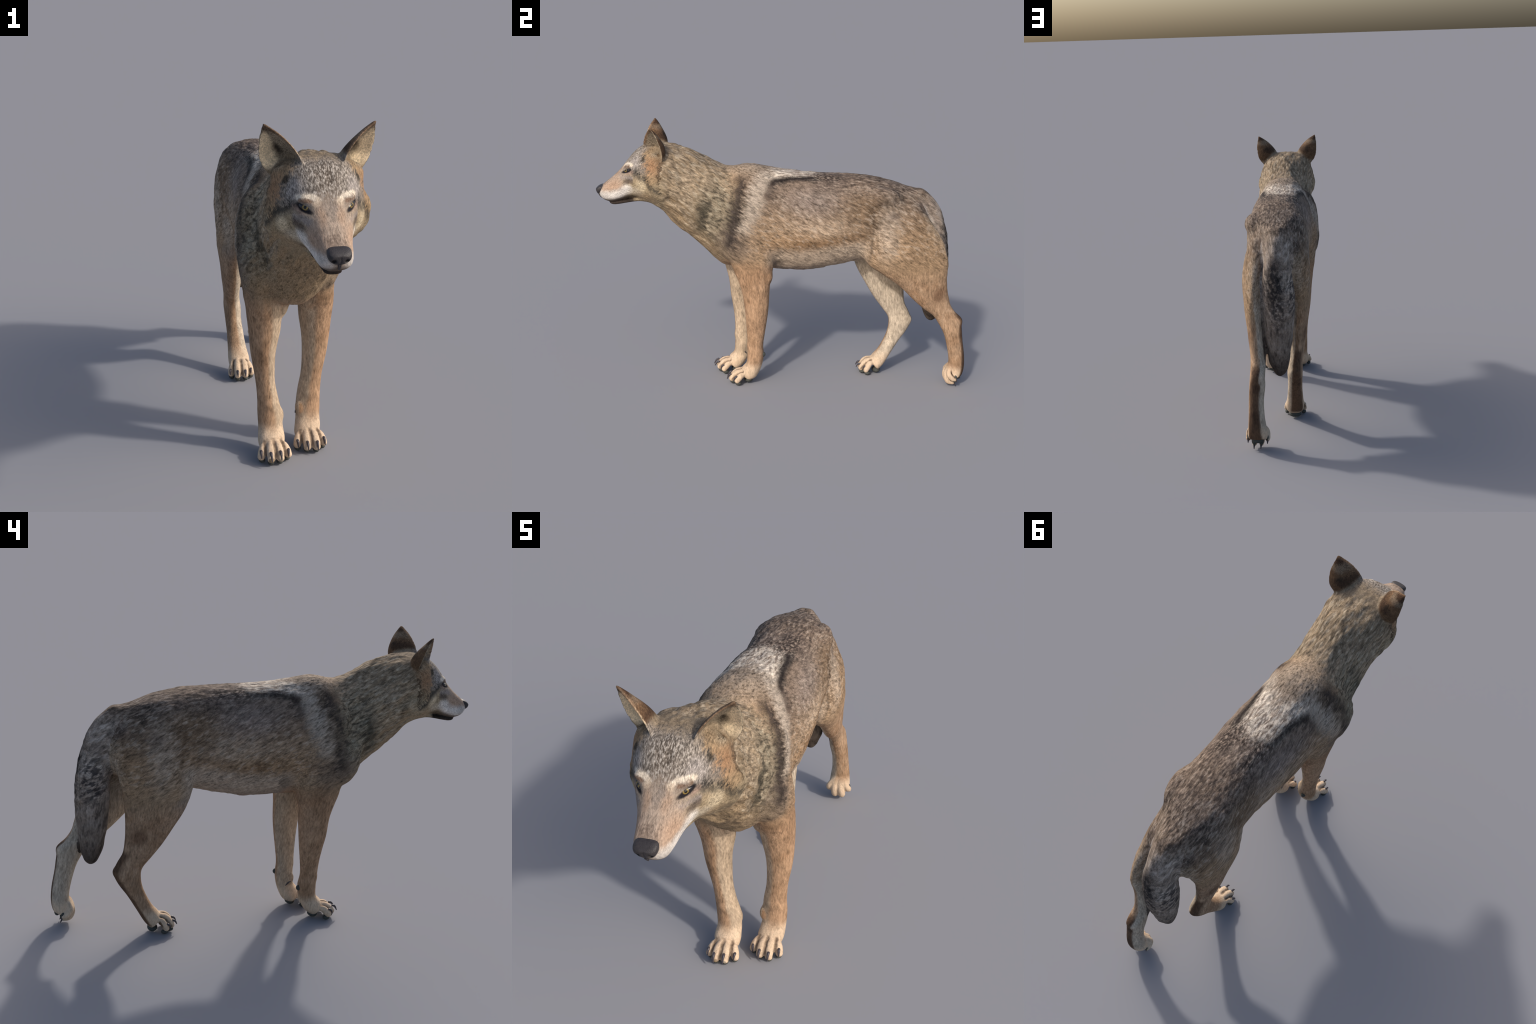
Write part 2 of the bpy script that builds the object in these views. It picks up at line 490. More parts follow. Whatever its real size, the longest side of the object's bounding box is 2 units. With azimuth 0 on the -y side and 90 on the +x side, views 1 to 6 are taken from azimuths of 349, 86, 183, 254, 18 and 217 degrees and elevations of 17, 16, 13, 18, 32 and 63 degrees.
    def finish(s, color, rough=.85, spec=.18, bump=None, bdist=.002, bstr=.6, coat=0.0, sheen=0.0):
        b = s.node('ShaderNodeBsdfPrincipled')
        s.put(b.inputs['Base Color'], color); s.put(b.inputs['Roughness'], rough)
        b.inputs['Specular IOR Level'].default_value = spec
        b.inputs['Coat Weight'].default_value = coat
        b.inputs['Sheen Weight'].default_value = sheen
        if bump is not None:
            n = s.node('ShaderNodeBump'); n.inputs['Strength'].default_value = bstr
            n.inputs['Distance'].default_value = bdist
            s.put(n.inputs['Height'], bump); s.nt.links.new(n.outputs[0], b.inputs['Normal'])
        o = s.node('ShaderNodeOutputMaterial'); s.nt.links.new(b.outputs[0], o.inputs[0])
        return s.m

# ------------------------------------------------------------------ the coat
def coat(name, kinds):
    g = Graph(name)
    P = g.P
    X, Y, Z = g.xyz(P)
    NX, NY, NZ = g.xyz(g.Nn)
    sgn = g.math('SIGN', X)
    # irregular edges: markings are looked up through a warped position, mirrored left/right
    w1 = g.vm('SUBTRACT', g.noise(P, 22, 3, color=True), (.5, .5, .5))
    w2 = g.vm('SUBTRACT', g.noise(P, 110, 2, color=True), (.5, .5, .5))
    warp = g.vm('ADD', g.vm('SCALE', w1, scale=.030), g.vm('SCALE', w2, scale=.016))
    xm = g.math('ABSOLUTE', g.add(X, g.mul(g.step(-.45, -.85, Y), .0145)))
    M0 = g.cxyz(xm, Y, Z)                       # mirrored, clean
    # hair grain in three flow directions
    legm = g.step(.72, .62, Z)
    headm = g.step(-.60, -.70, Y)
    def grain(scale, stretch, detail=3):
        a = g.noise(g.fur_space(P, .55, stretch), scale, detail)
        b = g.noise(g.fur_space(P, 1.45, stretch), scale, detail)
        out = g.mix(legm, a, b)
        if 'head' in kinds:
            c = g.noise(g.fur_space(P, -.75, stretch * .75), scale * 2.0, detail)
            out = g.mix(headm, out, c)
        return out
    fine = grain(330, 5.0, 2)
    mid = grain(120, 4.0, 3)
    clump = grain(42, 3.0, 2)
    big = g.noise(P, 9, 3)
    # markings feather out along the hair
    feather = g.add(g.mul(g.sub(mid, .5), .085), g.mul(g.sub(clump, .5), .075))
    run = g.mix(legm, (0, .86, -.45, 1), (0, .1, -1, 1))
    M = g.vm('ADD', g.vm('ADD', M0, warp), g.vm('SCALE', run, scale=feather))       # mirrored, ragged
    Mh = g.vm('ADD', M0, g.vm('SCALE', warp, scale=.55))                            # mirrored, gently ragged (face)
    mX, mY, mZ = g.xyz(M)
    fineS = g.remap(fine, .33, .67, 0, 1)
    midS = g.remap(mid, .27, .73, 0, 1)
    clumpS = g.remap(clump, .35, .65, 0, 1)

    # ---- trunk
    c = RGB(180, 147, 110)
    def lay(f, col):
        nonlocal c
        c = g.mix(f, c, col)
    def many(*fs):
        f = fs[0]
        for q in fs[1:]: f = g.mul(f, q)
        return f
    lite, dark = g.step(.53, .66, clump), g.step(.47, .34, clump)
    mlite, mdark = g.step(.54, .66, mid), g.step(.46, .34, mid)
    sp = g.noise(g.fur_space(P, .40, 2.6), 66, 3)
    tp = g.noise(g.fur_space(P, .10, 3.6), 92, 4, .62)
    tpv = g.add(tp, g.mul(g.sub(big, .5), .30))
    tlite, tdark = g.step(.50, .66, tpv), g.step(.51, .35, tpv)
    splite, spdark = g.step(.52, .64, sp), g.step(.50, .38, sp)
    body = g.step(-.30, -.14, mY)
    # flank: ochre lower arch, pinkish pale middle, grey upper part, brown behind
    lay(many(g.blob(M, (.17, .20, .90), (.30, .20, .06), .8), .7), RGB(196, 170, 142))
    lay(g.mul(g.blob(M, (.17, .04, .80), (.30, .16, .060), .8), .6), RGB(166, 128, 86))
    lay(g.mul(g.chain(M, [(.17, .06, .80), (.17, .18, .80), (.165, .30, .838), (.165, .38, .85)], .026, .9), .75), RGB(132, 98, 62))
    lay(many(body, g.step(.82, 1.08, mZ), .9), RGB(130, 112, 98))
    lay(many(g.blob(M, (.15, .12, 1.02), (.30, .12, .06), .8), .42), RGB(164, 150, 144))
    lay(many(g.step(.22, .38, mY), g.step(.80, .93, mZ), .75), RGB(132, 106, 78))
    lay(many(g.step(.42, .56, mY), g.step(.84, .98, mZ), .6), RGB(140, 120, 102))
    # speckled dark saddle
    sad = many(g.step(.07, .20, mY), g.step(1.03, 1.11, mZ))
    lay(g.mul(sad, .55), RGB(120, 104, 94))
    lay(g.mul(sad, g.mul(tdark, .8)), RGB(74, 63, 57))
    lay(many(sad, tlite, .65), RGB(174, 155, 136))
    rump = many(g.step(.40, .60, mY), g.step(.94, 1.05, mZ))
    lay(g.mul(rump, .35), RGB(126, 108, 94))
    lay(many(rump, tdark, .75), RGB(66, 57, 51))
    lay(many(rump, tlite, .6), RGB(174, 157, 140))
    # shading of the thigh-front fold painted in, pale thigh, brown back of the thigh
    lay(g.mul(g.chain(M, [(.165, .43, 1.0), (.168, .435, .90), (.165, .435, .77)], .022, .9), .55), RGB(104, 80, 56))
    lay(g.mul(g.blob(M, (.17, .52, .87), (.2, .060, .13), .7), .65), RGB(190, 170, 148))
    lay(g.mul(g.blob(M, (.16, .72, .78), (.3, .13, .22), .6), .5), RGB(156, 124, 88))
    lay(g.mul(g.blob(M, (.16, .55, .955), (.2, .035, .02), .8), .5), RGB(110, 98, 92))
    lay(g.mul(g.chain(Mh, [(.165, .438, .98), (.170, .443, .88), (.165, .438, .77)], .0065, 1.0), .55), RGB(58, 44, 34))  # thin shadow line drawn along the thigh-front crease
    lay(many(g.blob(M, (.085, .76, .83), (.05, .10, .11), .6), g.step(.0, .5, NY), .6), RGB(190, 172, 148))
    lay(many(g.blob(M, (.085, .70, .985), (.04, .07, .045), .6), .6), RGB(86, 76, 74))
    trunkm = many(body, g.step(.70, .78, mZ), g.step(1.10, 1.03, mZ))
    lay(many(trunkm, spdark, .38), RGB(98, 80, 64))
    lay(many(trunkm, splite, .34), RGB(202, 184, 164))
    # belly
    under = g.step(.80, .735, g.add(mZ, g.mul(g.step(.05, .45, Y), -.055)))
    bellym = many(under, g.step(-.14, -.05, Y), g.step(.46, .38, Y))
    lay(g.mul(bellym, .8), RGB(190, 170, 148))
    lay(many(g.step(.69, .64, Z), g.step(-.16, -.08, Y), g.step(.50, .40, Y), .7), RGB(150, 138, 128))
    lay(g.mul(g.blob(M, (.14, -.055, .70), (.06, .03, .055), .7), .6), RGB(98, 84, 72))  # fur darkened for the occlusion where elbow meets belly
    # neck and throat
    nk = g.step(-.26, -.38, mY)
    lay(nk, RGB(170, 148, 119))
    lay(many(nk, g.step(.45, .62, big), .5), RGB(178, 150, 112))
    lay(many(nk, g.step(1.12, 1.22, mZ), .75), RGB(150, 128, 100))
    lay(many(nk, splite, .55), RGB(202, 184, 156))
    lay(many(nk, spdark, .5), RGB(98, 83, 66))
    thr = many(nk, g.step(-.35, -.75, g.sub(NY, g.mul(NZ, -.8))))
    lay(g.mul(thr, .8), RGB(172, 144, 106))
    lay(many(thr, g.step(.56, .68, mid), .7), RGB(88, 68, 48))
    lay(many(g.step(.70, .63, mZ), g.step(-.12, -.2, Y), g.step(.09, .05, xm), .7), RGB(200, 184, 160))
    # shoulder: speckled grey, dark edges
    lay(g.mul(g.blob(M, (.16, -.36, .96), (.3, .11, .14), .6), .8), RGB(142, 129, 106))
    lay(many(g.blob(M, (.16, -.35, .96), (.3, .12, .16), .5), spdark, .75), RGB(78, 71, 60))
    lay(many(g.blob(M, (.16, -.35, .96), (.3, .12, .16), .5), splite, .6), RGB(180, 167, 140))
    lay(g.mul(g.blob(M, (.15, -.27, .79), (.3, .10, .09), .7), .75), RGB(122, 106, 92))
    lay(g.mul(g.chain(M, [(.158, -.43, .985), (.142, -.455, .88)], .030, .95), .8), RGB(66, 62, 52))
    # withers and the white mantle
    lay(g.mul(g.blob(M, (.0, -.18, 1.18), (.14, .13, .06), .6), .85), RGB(164, 144, 122))
    lay(many(g.blob(M, (.0, -.15, 1.18), (.14, .16, .06), .6), mdark, .6), RGB(104, 86, 72))
    lay(g.mul(g.chain(M, [(.176, -.225, .90), (.165, -.190, .99), (.145, -.165, 1.07), (.11, -.115, 1.135), (.06, -.03, 1.17)], .046, .7), .82),
        RGB(184, 168, 150, 1.05))
    wedge = g.add(g.add(g.sub(mY, -.10), g.mul(mX, .9)), g.mul(g.sub(tp, .5), .22))      # chevron: white starts later on the midline
    tail_edge = g.add(g.add(mY, g.mul(mX, .35)), g.mul(g.sub(tp, .5), .26))
    top = many(g.step(.02, .14, wedge), g.step(.19, .14, tail_edge), g.step(.118, .092, mX), g.step(1.09, 1.12, mZ), g.step(-.2, -.1, mY))
    lay(g.mul(top, .92), RGB(214, 199, 180, 1.08))
    lay(many(top, g.step(.54, .40, tp), .85), RGB(140, 121, 106))
    lay(many(top, g.step(.40, .30, tp), .7), RGB(84, 68, 60))
    # dark line behind the mantle and dark shoulder stripe
    Mm = g.vm('ADD', M0, g.vm('SCALE', g.vm('SUBTRACT', M, M0), scale=.6))
    lay(g.mul(g.chain(Mm, [(.128, -.088, 1.112), (.119, -.07, 1.126), (.106, .0, 1.137), (.098, .12, 1.141)], .018, .95), .97), RGB(36, 30, 30))
    lay(g.mul(g.chain(M, [(.150, -.10, 1.05), (.128, -.095, 1.105)], .022, 1.0), .7), RGB(82, 68, 60))
    lay(many(g.chain(M, [(.09, .12, 1.145), (.075, .24, 1.145)], .032, 1.0), g.step(.6, .45, mid), .85), RGB(62, 52, 48))
    lay(many(g.chain(M, [(.0, .175, 1.15), (.06, .15, 1.15)], .020, 1.0), g.step(.6, .42, mid), .85), RGB(66, 52, 46))
    lay(g.mul(g.chain(M, [(.122, -.245, 1.115), (.150, -.253, 1.073), (.168, -.262, 1.017), (.175, -.271, .959), (.172, -.284, .897), (.178, -.298, .81)], .034, 1.0), .9), RGB(60, 52, 50))

    # ---- limbs
    if 'limb' in kinds:
        rnx = g.mul(NX, sgn)
        inner = g.step(-.05, -.50, rnx)
        lz = g.step(.71, .62, mZ)
        front = g.step(.1, -.1, Y)
        hind = g.inv(front)
        fl = many(lz, front, g.step(-.035, -.085, Y))
        lay(fl, RGB(192, 150, 110))
        lay(many(fl, g.step(.46, .60, big), .6), RGB(160, 120, 82))
        lay(many(fl, g.step(.56, .72, clump), .2), RGB(206, 168, 128))
        lay(many(fl, inner, .85), RGB(204, 180, 150))
        lay(many(g.blob(M, (.17, -.2, .66), (.2, .10, .05), .6), .5), RGB(150, 112, 76))
        hl = many(g.step(.70, .56, g.add(mZ, g.mul(g.step(.75, .4, Y), -.0))), hind)
        lay(many(hl, .8), RGB(182, 145, 110))
        lay(many(hl, g.step(.48, .64, big), .5), RGB(154, 114, 76))
        lay(many(hl, g.step(.56, .72, clump), .4), RGB(202, 170, 136))
        inh = many(hind, g.step(.80, .68, Z), inner)
        lay(many(inh, .92), RGB(208, 190, 166))
        # dark smudge above the hock, dark rear of the metatarsus
        for cx, cy, cz in ((.146, .817, .533), (-.135, .625, .500)):
            lay(g.mul(g.blob(g.vm('ADD', P, warp), (cx, cy, cz), (.035, .036, .042), .6), .75), RGB(120, 86, 60))
        rear = many(hind, g.step(.25, .62, NY), g.step(.44, .40, Z), g.step(.02, .05, Z), g.step(-.55, -.2, rnx))
        lay(g.mul(rear, .92), RGB(104, 76, 54))
        lay(many(rear, g.step(.45, .62, big), .6), RGB(74, 54, 42))
        paw = g.step(.15, .085, g.add(Z, g.mul(g.sub(big, .5), .05)))
        lay(many(paw, g.inv(rear), .88), RGB(228, 198, 164, 1.12))
        pawm = paw
        lay(many(paw, g.inv(rear), g.step(.56, .7, mid), .35), RGB(190, 148, 112))
        # dark skin under the toes
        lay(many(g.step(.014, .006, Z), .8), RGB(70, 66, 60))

    if 'paw' in kinds:
        f = None
        for cl in CLEFTS:
            q = g.chain(P, cl, .0066, .9)
            f = q if f is None else g.mx(f, q)
        lay(g.mul(f, .8), RGB(84, 62, 46))  # groove shadow between the toes, painted into the fur colour

    # ---- tail
    if 'tail' in kinds:
        t = g.step(1.07, .98, mZ)
        lay(g.mul(t, .9), RGB(166, 148, 132))
        lay(many(t, g.step(.46, .62, big), .6), RGB(192, 176, 160))
        lay(many(t, dark, .40), RGB(96, 82, 74))
        lay(many(t, lite, .35), RGB(200, 188, 176))
        # charcoal band on the upper rear
        Pw = g.vm('ADD', P, g.vm('ADD', warp, g.vm('SCALE', (0, .1, -1), scale=feather)))
        rear = g.step(-.25, .35, NY)
        bk = many(g.blob(Pw, (.008, .89, .83), (.050, .12, .13), .45), g.add(.55, g.mul(g.step(.66, .46, sp), .45)))
        lay(g.mul(bk, .92), RGB(42, 40, 43))
        lay(many(rear, g.blob(Pw, (-.004, .87, .66), (.046, .12, .12), .6), g.step(.62, .42, sp), .75), RGB(56, 50, 50))
        lay(many(g.blob(Pw, (-.082, .82, .76), (.03, .07, .12), .6), g.step(.6, .42, sp), .85), RGB(52, 48, 52))
        lay(many(g.blob(Pw, (.062, .80, .80), (.03, .06, .12), .6), g.step(.55, .42, sp), .5), RGB(80, 74, 78))
        lo = g.step(.70, .55, mZ)
        lay(g.mul(lo, .6), RGB(122, 107, 95))
        lay(many(lo, dark, .5), RGB(70, 60, 54))
        lay(many(g.step(.50, .36, mZ), .8), RGB(62, 53, 47))

    # ---- head
    if 'head' in kinds:
        hd = g.step(-.60, -.67, mY)
        up = g.step(1.16, 1.23, mZ)
        lay(many(hd, up, .8), RGB(150, 130, 104))
        face = g.step(-.69, -.76, mY)
        lay(many(face, g.step(1.10, 1.16, mZ)), RGB(146, 134, 122))
        fore = many(g.step(-.70, -.78, mY), g.step(1.15, 1.20, mZ))
        lay(many(fore, g.step(.50, .62, mid), .58), RGB(202, 192, 180))
        lay(many(fore, g.step(.49, .38, mid), .55), RGB(92, 84, 77))
        lay(many(g.blob(Mh, (.0, -.80, 1.235), (.035, .06, .06), .6), g.step(.55, .40, mid), .6), RGB(104, 88, 74))
        lay(g.mul(g.blob(Mh, (.088, -.785, 1.195), (.030, .035, .035), .5), .65), RGB(178, 168, 162))
        # cheeks and side of the head
        side = many(hd, g.step(1.16, 1.10, mZ))
        lay(g.mul(side, .7), RGB(176, 156, 122))
        # muzzle
        mz = g.step(-.825, -.875, mY)
        lay(mz, RGB(180, 158, 138))
        lay(many(mz, g.blob(Mh, (.055, -.90, 1.060), (.032, .075, .040), .7), .5), RGB(206, 160, 122))
        lay(many(g.step(-.925, -.955, mY), g.step(1.05, 1.07, mZ), g.step(.04, .02, xm), .6), RGB(120, 98, 84))
        lay(many(g.blob(Mh, (.0, -.87, 1.15), (.022, .035, .030), .5), .5), RGB(160, 146, 134))
        lay(many(g.blob(Mh, (.030, -.865, 1.125), (.013, .04, .03), .8), .45), RGB(200, 156, 118))
        # white cheeks and lips
        lay(g.mul(g.chain(Mh, [(.042, -.965, 1.010), (.050, -.92, 1.012), (.062, -.87, 1.025), (.078, -.825, 1.062)], .023, .75), .92), RGB(240, 232, 224, 1.1))
        lay(g.mul(g.blob(Mh, (.045, -.955, 1.010), (.02, .035, .024), .5), .6), RGB(196, 186, 178))
        lay(g.mul(g.blob(Mh, (.100, -.785, 1.045), (.03, .04, .026), .6), .7), RGB(216, 200, 174))
        lay(g.mul(g.blob(Mh, (.122, -.748, 1.088), (.022, .032, .030), .5), .9), RGB(226, 204, 166))
        lay(g.mul(g.blob(Mh, (.110, -.735, 1.02), (.05, .05, .03), .6), .6), RGB(176, 148, 110))
        # under the eye, brow, lids
        lay(g.mul(g.chain(Mh, [(.058, -.858, 1.112), (.078, -.835, 1.120), (.095, -.808, 1.118)], .012, .7), .75), RGB(168, 156, 152))
        lay(g.mul(g.chain(Mh, [(.078, -.838, 1.096), (.096, -.808, 1.104)], .013, .8), .8), RGB(96, 82, 76))
        lay(g.mul(g.chain(Mh, [(.074, -.832, 1.140), (.100, -.805, 1.150)], .010, .7), .5), RGB(190, 150, 128))
        lay(g.mul(g.chain(Mh, [(.036, -.846, 1.176), (.052, -.838, 1.188), (.076, -.826, 1.190), (.096, -.808, 1.182)], .0095, .6), .95), RGB(238, 220, 196, 1.1))
        lay(g.mul(g.blob(Mh, (.036, -.85, 1.168), (.012, .014, .014), .5), .6), RGB(228, 200, 168))
        lay(g.mul(g.chain(Mh, [(.056, -.842, 1.172), (.088, -.822, 1.174)], .007, .7), .7), RGB(140, 102, 74))
        # dark line from the eye to the jaw
        lay(g.mul(g.chain(M, [(.106, -.80, 1.155), (.130, -.765, 1.130), (.150, -.728, 1.115), (.168, -.70, 1.080), (.175, -.672, 1.062)], .013, .9), .85), RGB(58, 56, 54))
        lay(g.mul(g.blob(M, (.155, -.725, 1.125), (.024, .030, .026), .6), .7), RGB(66, 64, 60))
        # in front of the ear
        lay(g.mul(g.chain(M, [(.118, -.715, 1.250), (.140, -.70, 1.20), (.155, -.69, 1.13)], .034, .5), .8), RGB(160, 130, 92))
        lay(g.mul(g.blob(M, (.142, -.700, 1.188), (.036, .034, .040), .9), .75), RGB(174, 126, 84))
        lay(g.mul(g.blob(Mh, (.114, -.745, 1.222), (.014, .012, .016), .5), .85), RGB(62, 54, 44))
        lay(g.mul(g.chain(M, [(.176, -.664, 1.085), (.168, -.670, 1.135), (.152, -.654, 1.205)], .007, .9), .85), RGB(66, 48, 34))
        # dark eyelids and mouth
        lay(g.seg(M0, (.049, -.853, 1.1345), (.096, -.818, 1.160), .0098, .30), RGB(42, 39, 44))
        zl = g.add(.9735, g.mul(g.add(Y, .94), .21))
        lips = many(g.step(.0045, -.0015, g.sub(Z, zl)), g.step(-.785, -.81, Y))
        lay(g.mul(lips, .96), RGB(56, 46, 42))
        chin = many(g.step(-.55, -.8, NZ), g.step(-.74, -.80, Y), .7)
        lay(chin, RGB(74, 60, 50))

    # ---- ears
    if 'ear' in kinds:
        nxs = g.mul(NX, sgn)
        ins = g.step(-.15, .08, g.add(g.mul(nxs, .35), g.mul(NY, -.95)))
        back = g.inv(ins)
        er = g.mul(g.step(1.225, 1.255, Z), g.step(1.360, 1.392, g.add(Z, xm)))
        lay(many(er, back, .95), RGB(128, 94, 60))
        lay(many(er, back, g.step(.42, .58, big), .6), RGB(96, 68, 44))
        lay(many(er, back, g.blob(M, (.10, -.69, 1.30), (.05, .07, .024), .5), .75), RGB(66, 46, 34))
        lay(many(er, back, g.blob(M, (.145, -.69, 1.352), (.05, .06, .014), .6), .55), RGB(156, 134, 108))
        lay(many(er, back, g.step(1.352, 1.372, mZ), .8), RGB(70, 48, 34))
        lay(many(er, ins), RGB(164, 148, 124))
        lay(many(er, ins, g.step(.54, .64, mid), .6), RGB(190, 172, 142))
        lay(many(er, ins, g.step(.46, .36, mid), .5), RGB(84, 74, 62))
        rim = g.chain(M0, [(.086, -.752, 1.290), (.130, -.738, 1.350), (.182, -.712, 1.385)], .017, .4)
        lay(many(er, ins, g.step(.38, -.05, nxs), g.inv(rim), .95), RGB(234, 208, 166, 1.4))
        lay(many(er, g.chain(Mh, [(.126, -.672, 1.250), (.122, -.658, 1.285), (.130, -.656, 1.312)], .0135, .9), .9), RGB(50, 42, 35))
        lay(many(er, rim, .7), RGB(146, 106, 70))
        lay(many(er, ins, g.step(1.352, 1.374, mZ), .7), RGB(88, 68, 52))

    # hair: light and dark strands over everything
    amp = g.mul(g.remap(Z, .08, .20, .6, 1.0), g.remap(Z, .50, .75, .72, 1.05))
    if 'head' in kinds: amp = g.mul(amp, g.remap(Y, -.90, -.79, .65, 1.0))
    v = g.add(g.mul(g.sub(fineS, .5), .48), g.add(g.mul(g.sub(midS, .5), .84), g.mul(g.sub(clumpS, .5), .26)))
    v = g.add(.93, g.mul(v, amp))
    hsv = g.node('ShaderNodeHueSaturation'); g.put(hsv.inputs['Color'], c); g.put(hsv.inputs['Value'], v)
    hsv.inputs['Saturation'].default_value = .87
    h = g.add(g.mul(fine, .35), g.add(g.mul(mid, .5), g.mul(clump, .6)))
    return g.finish(hsv.outputs[0], .88, .12, h, .0045, .55, sheen=.0)

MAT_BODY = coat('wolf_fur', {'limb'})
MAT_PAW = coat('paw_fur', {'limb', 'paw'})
MAT_HEAD = coat('face_fur', {'head', 'ear'})
MAT_TAIL = coat('tail_fur', {'tail'})

def horn():
    g = Graph('claw_horn')
    n = g.noise(g.vm('MULTIPLY', g.P, (1, 1, 1)), 160, 3)
    return g.finish(g.mix(n, RGB(44, 40, 46), RGB(92, 86, 92)), .42, .4, n, .001, .4)
def pad():
    g = Graph('pad_skin')
    n = g.noise(g.P, 260, 3)
    return g.finish(g.mix(n, RGB(58, 60, 58), RGB(96, 98, 92)), .75, .25, n, .002, .7)
def nose_mat():
    g = Graph('nose_skin')
    v = g.node('ShaderNodeTexVoronoi'); g.put(v.inputs['Vector'], g.P); v.inputs['Scale'].default_value = 420
    n = g.noise(g.P, 120, 3)
    col = g.mix(n, RGB(42, 39, 41), RGB(72, 68, 70))
    nost = g.step(.008, .004, g.vm('LENGTH', g.vm('SUBTRACT', g.cxyz(g.math('ABSOLUTE', g.add(g.xyz(g.P)[0], .0155)), g.xyz(g.P)[1], g.xyz(g.P)[2]), (.0205, -.990, 1.0250))))
    col = g.mix(nost, col, RGB(10, 9, 10))
    return g.finish(col, .5, .35, v.outputs['Distance'], .0012, .5)
def eye_mat():
    g = Graph('amber_eye')
    X, Y, Z = g.xyz(g.P)
    d = g.vm('LENGTH', g.cxyz(g.add(X, .000), 0.0, g.sub(Z, .0022)))
    ang = g.math('ARCTAN2', g.sub(Z, .0028), X)
    st = g.noise(g.cxyz(g.mul(ang, 3.0), g.mul(d, 60), 0.0), 3.0, 3)
    iris = g.mix(st, RGB(110, 92, 46), RGB(172, 146, 80))
    iris = g.mix(g.step(.0082, .0104, d), iris, RGB(60, 44, 26))
    c = g.mix(g.step(.0106, .0118, d), iris, RGB(34, 31, 36))
    c = g.mix(g.step(.0056, .0046, d), c, RGB(12, 12, 14))
    return g.finish(c, .28, .4, coat=.15)
MAT_CLAW, MAT_PAD, MAT_NOSE, MAT_EYE = horn(), pad(), nose_mat(), eye_mat()

# ------------------------------------------------------------------ sculpting passes on the joined body
body.vertices.foreach_set('co', co.ravel()); body.update()
def normals():
    body.vertices.foreach_set('co', co.ravel()); body.update()
    n = np.empty(nv * 3); body.vertices.foreach_get('normal', n)
    return n.reshape(-1, 3)
def brush(c, r, amount, direction=None):
    """push the skin out (+) or in (-) with a soft round brush"""
    global co
    d = np.linalg.norm((co - np.array(c)) / np.array(r), axis=1)
    k = np.where(d < 1, (1 - d * d) ** 2, 0)[:, None] * amount
    co = co + k * (NRM if direction is None else np.array(direction))
def stroke(a, b, r, amount, n=9):
    for t in np.linspace(0, 1, n):
        brush(np.array(a) * (1 - t) + np.array(b) * t, (r, r, r), amount * 2.2 / n)

NRM = normals()
HX = -.0135
for sx in (1, -1):
    def f(x, y, z): return (HX + sx * x, y, z)
    stroke(f(.050, -.853, 1.135), f(.096, -.818, 1.158), .018, -.0050)      # eye sockets
    stroke(f(.050, -.850, 1.162), f(.098, -.814, 1.174), .014, .0050)       # upper lids
    stroke(f(.060, -.856, 1.120), f(.100, -.812, 1.135), .018, .0022)       # lower lids
    brush(f(.125, -.760, 1.10), (.035, .05, .04), .005)                     # cheek bones
    stroke(f(.055, -.895, 1.05), f(.085, -.82, 1.075), .022, .0030)         # lip pads
    stroke(f(.052, -.925, .985), f(.085, -.818, 1.006), .010, -.0040)       # mouth line
    brush(f(.0, -.855, 1.16), (.02, .035, .03), -.0012)
    stroke((sx * .19, -.10, .95), (sx * .18, -.075, .70), .050, -.0085)     # behind the shoulder
    stroke((sx * .175, .425, .98), (sx * .165, .425, .76), .040, -.0085)    # flank fold
    stroke((sx * .165, -.46, .98), (sx * .14, -.45, .84), .045, -.0035)     # neck to shoulder
    stroke((sx * .18, .02, .80), (sx * .17, .26, .84), .060, .0030)         # rib arch
    stroke((sx * .17, .12, .74), (sx * .16, .34, .79), .045, -.0035)
    stroke((sx * .16, -.03, 1.09), (sx * .15, .30, 1.08), .05, -.002)
brush((-.0, -.80, 1.245), (.018, .06, .05), -.0022)                        # forehead furrow
# hard points and tendon hollows of the legs
for s_, dy in ((1, 0.0), (-1, -.060)):
    X0 = .121 if s_ > 0 else -.094
    brush((X0 + s_ * .02, -.088 + dy, .615), (.04, .04, .045), .010)                       # elbow
    stroke((X0 + s_ * .06, -.190 + dy, .70), (X0 + s_ * .055, -.120 + dy, .60), .045, -.0035)
    stroke((X0 + s_ * .05, -.110 + dy, .50), (X0 + s_ * .03, -.125 + dy, .28), .022, -.0030)
    stroke((X0 - s_ * .05, -.140 + dy, .50), (X0 - s_ * .045, -.140 + dy, .28), .026, -.0030)
    brush((X0 - s_ * .015, -.200 + dy, .215), (.04, .03, .035), .0045)                     # wrist
for s_, pts in ((1, [(.82, .50), (.90, .43)]), (-1, [(.645, .47), (.69, .40)])):
    X0 = .102 if s_ > 0 else -.085
    for q in (1, -1):
        stroke((X0 + q * .045, *pts[0]), (X0 + q * .04, *pts[1]), .026, -.0050)            # tendon above the hock
brush((.105, .962, .375), (.04, .03, .03), .004); brush((-.076, .725, .318), (.04, .03, .03), .004)
for s_ in (1, -1):
    stroke((s_ * .16, -.648, 1.215), (s_ * .175, -.632, 1.06), .022, -.0055)               # edge of the face ruff
    stroke((s_ * .15, -.675, 1.16), (s_ * .175, -.668, 1.07), .022, .0030)
for p, q, r_ in CLEFTS:
    stroke(p, q, .011, -.0055, 6); stroke(q, r_, .011, -.0070, 6)
for p, q in (((.062, .775, 1.00), (.074, .745, .60)), ((-.074, .775, 1.00), (-.088, .735, .60))):
    stroke(p, q, .022, -.0055, 14)                                                       # tail lies free of the thighs
NRM = normals()

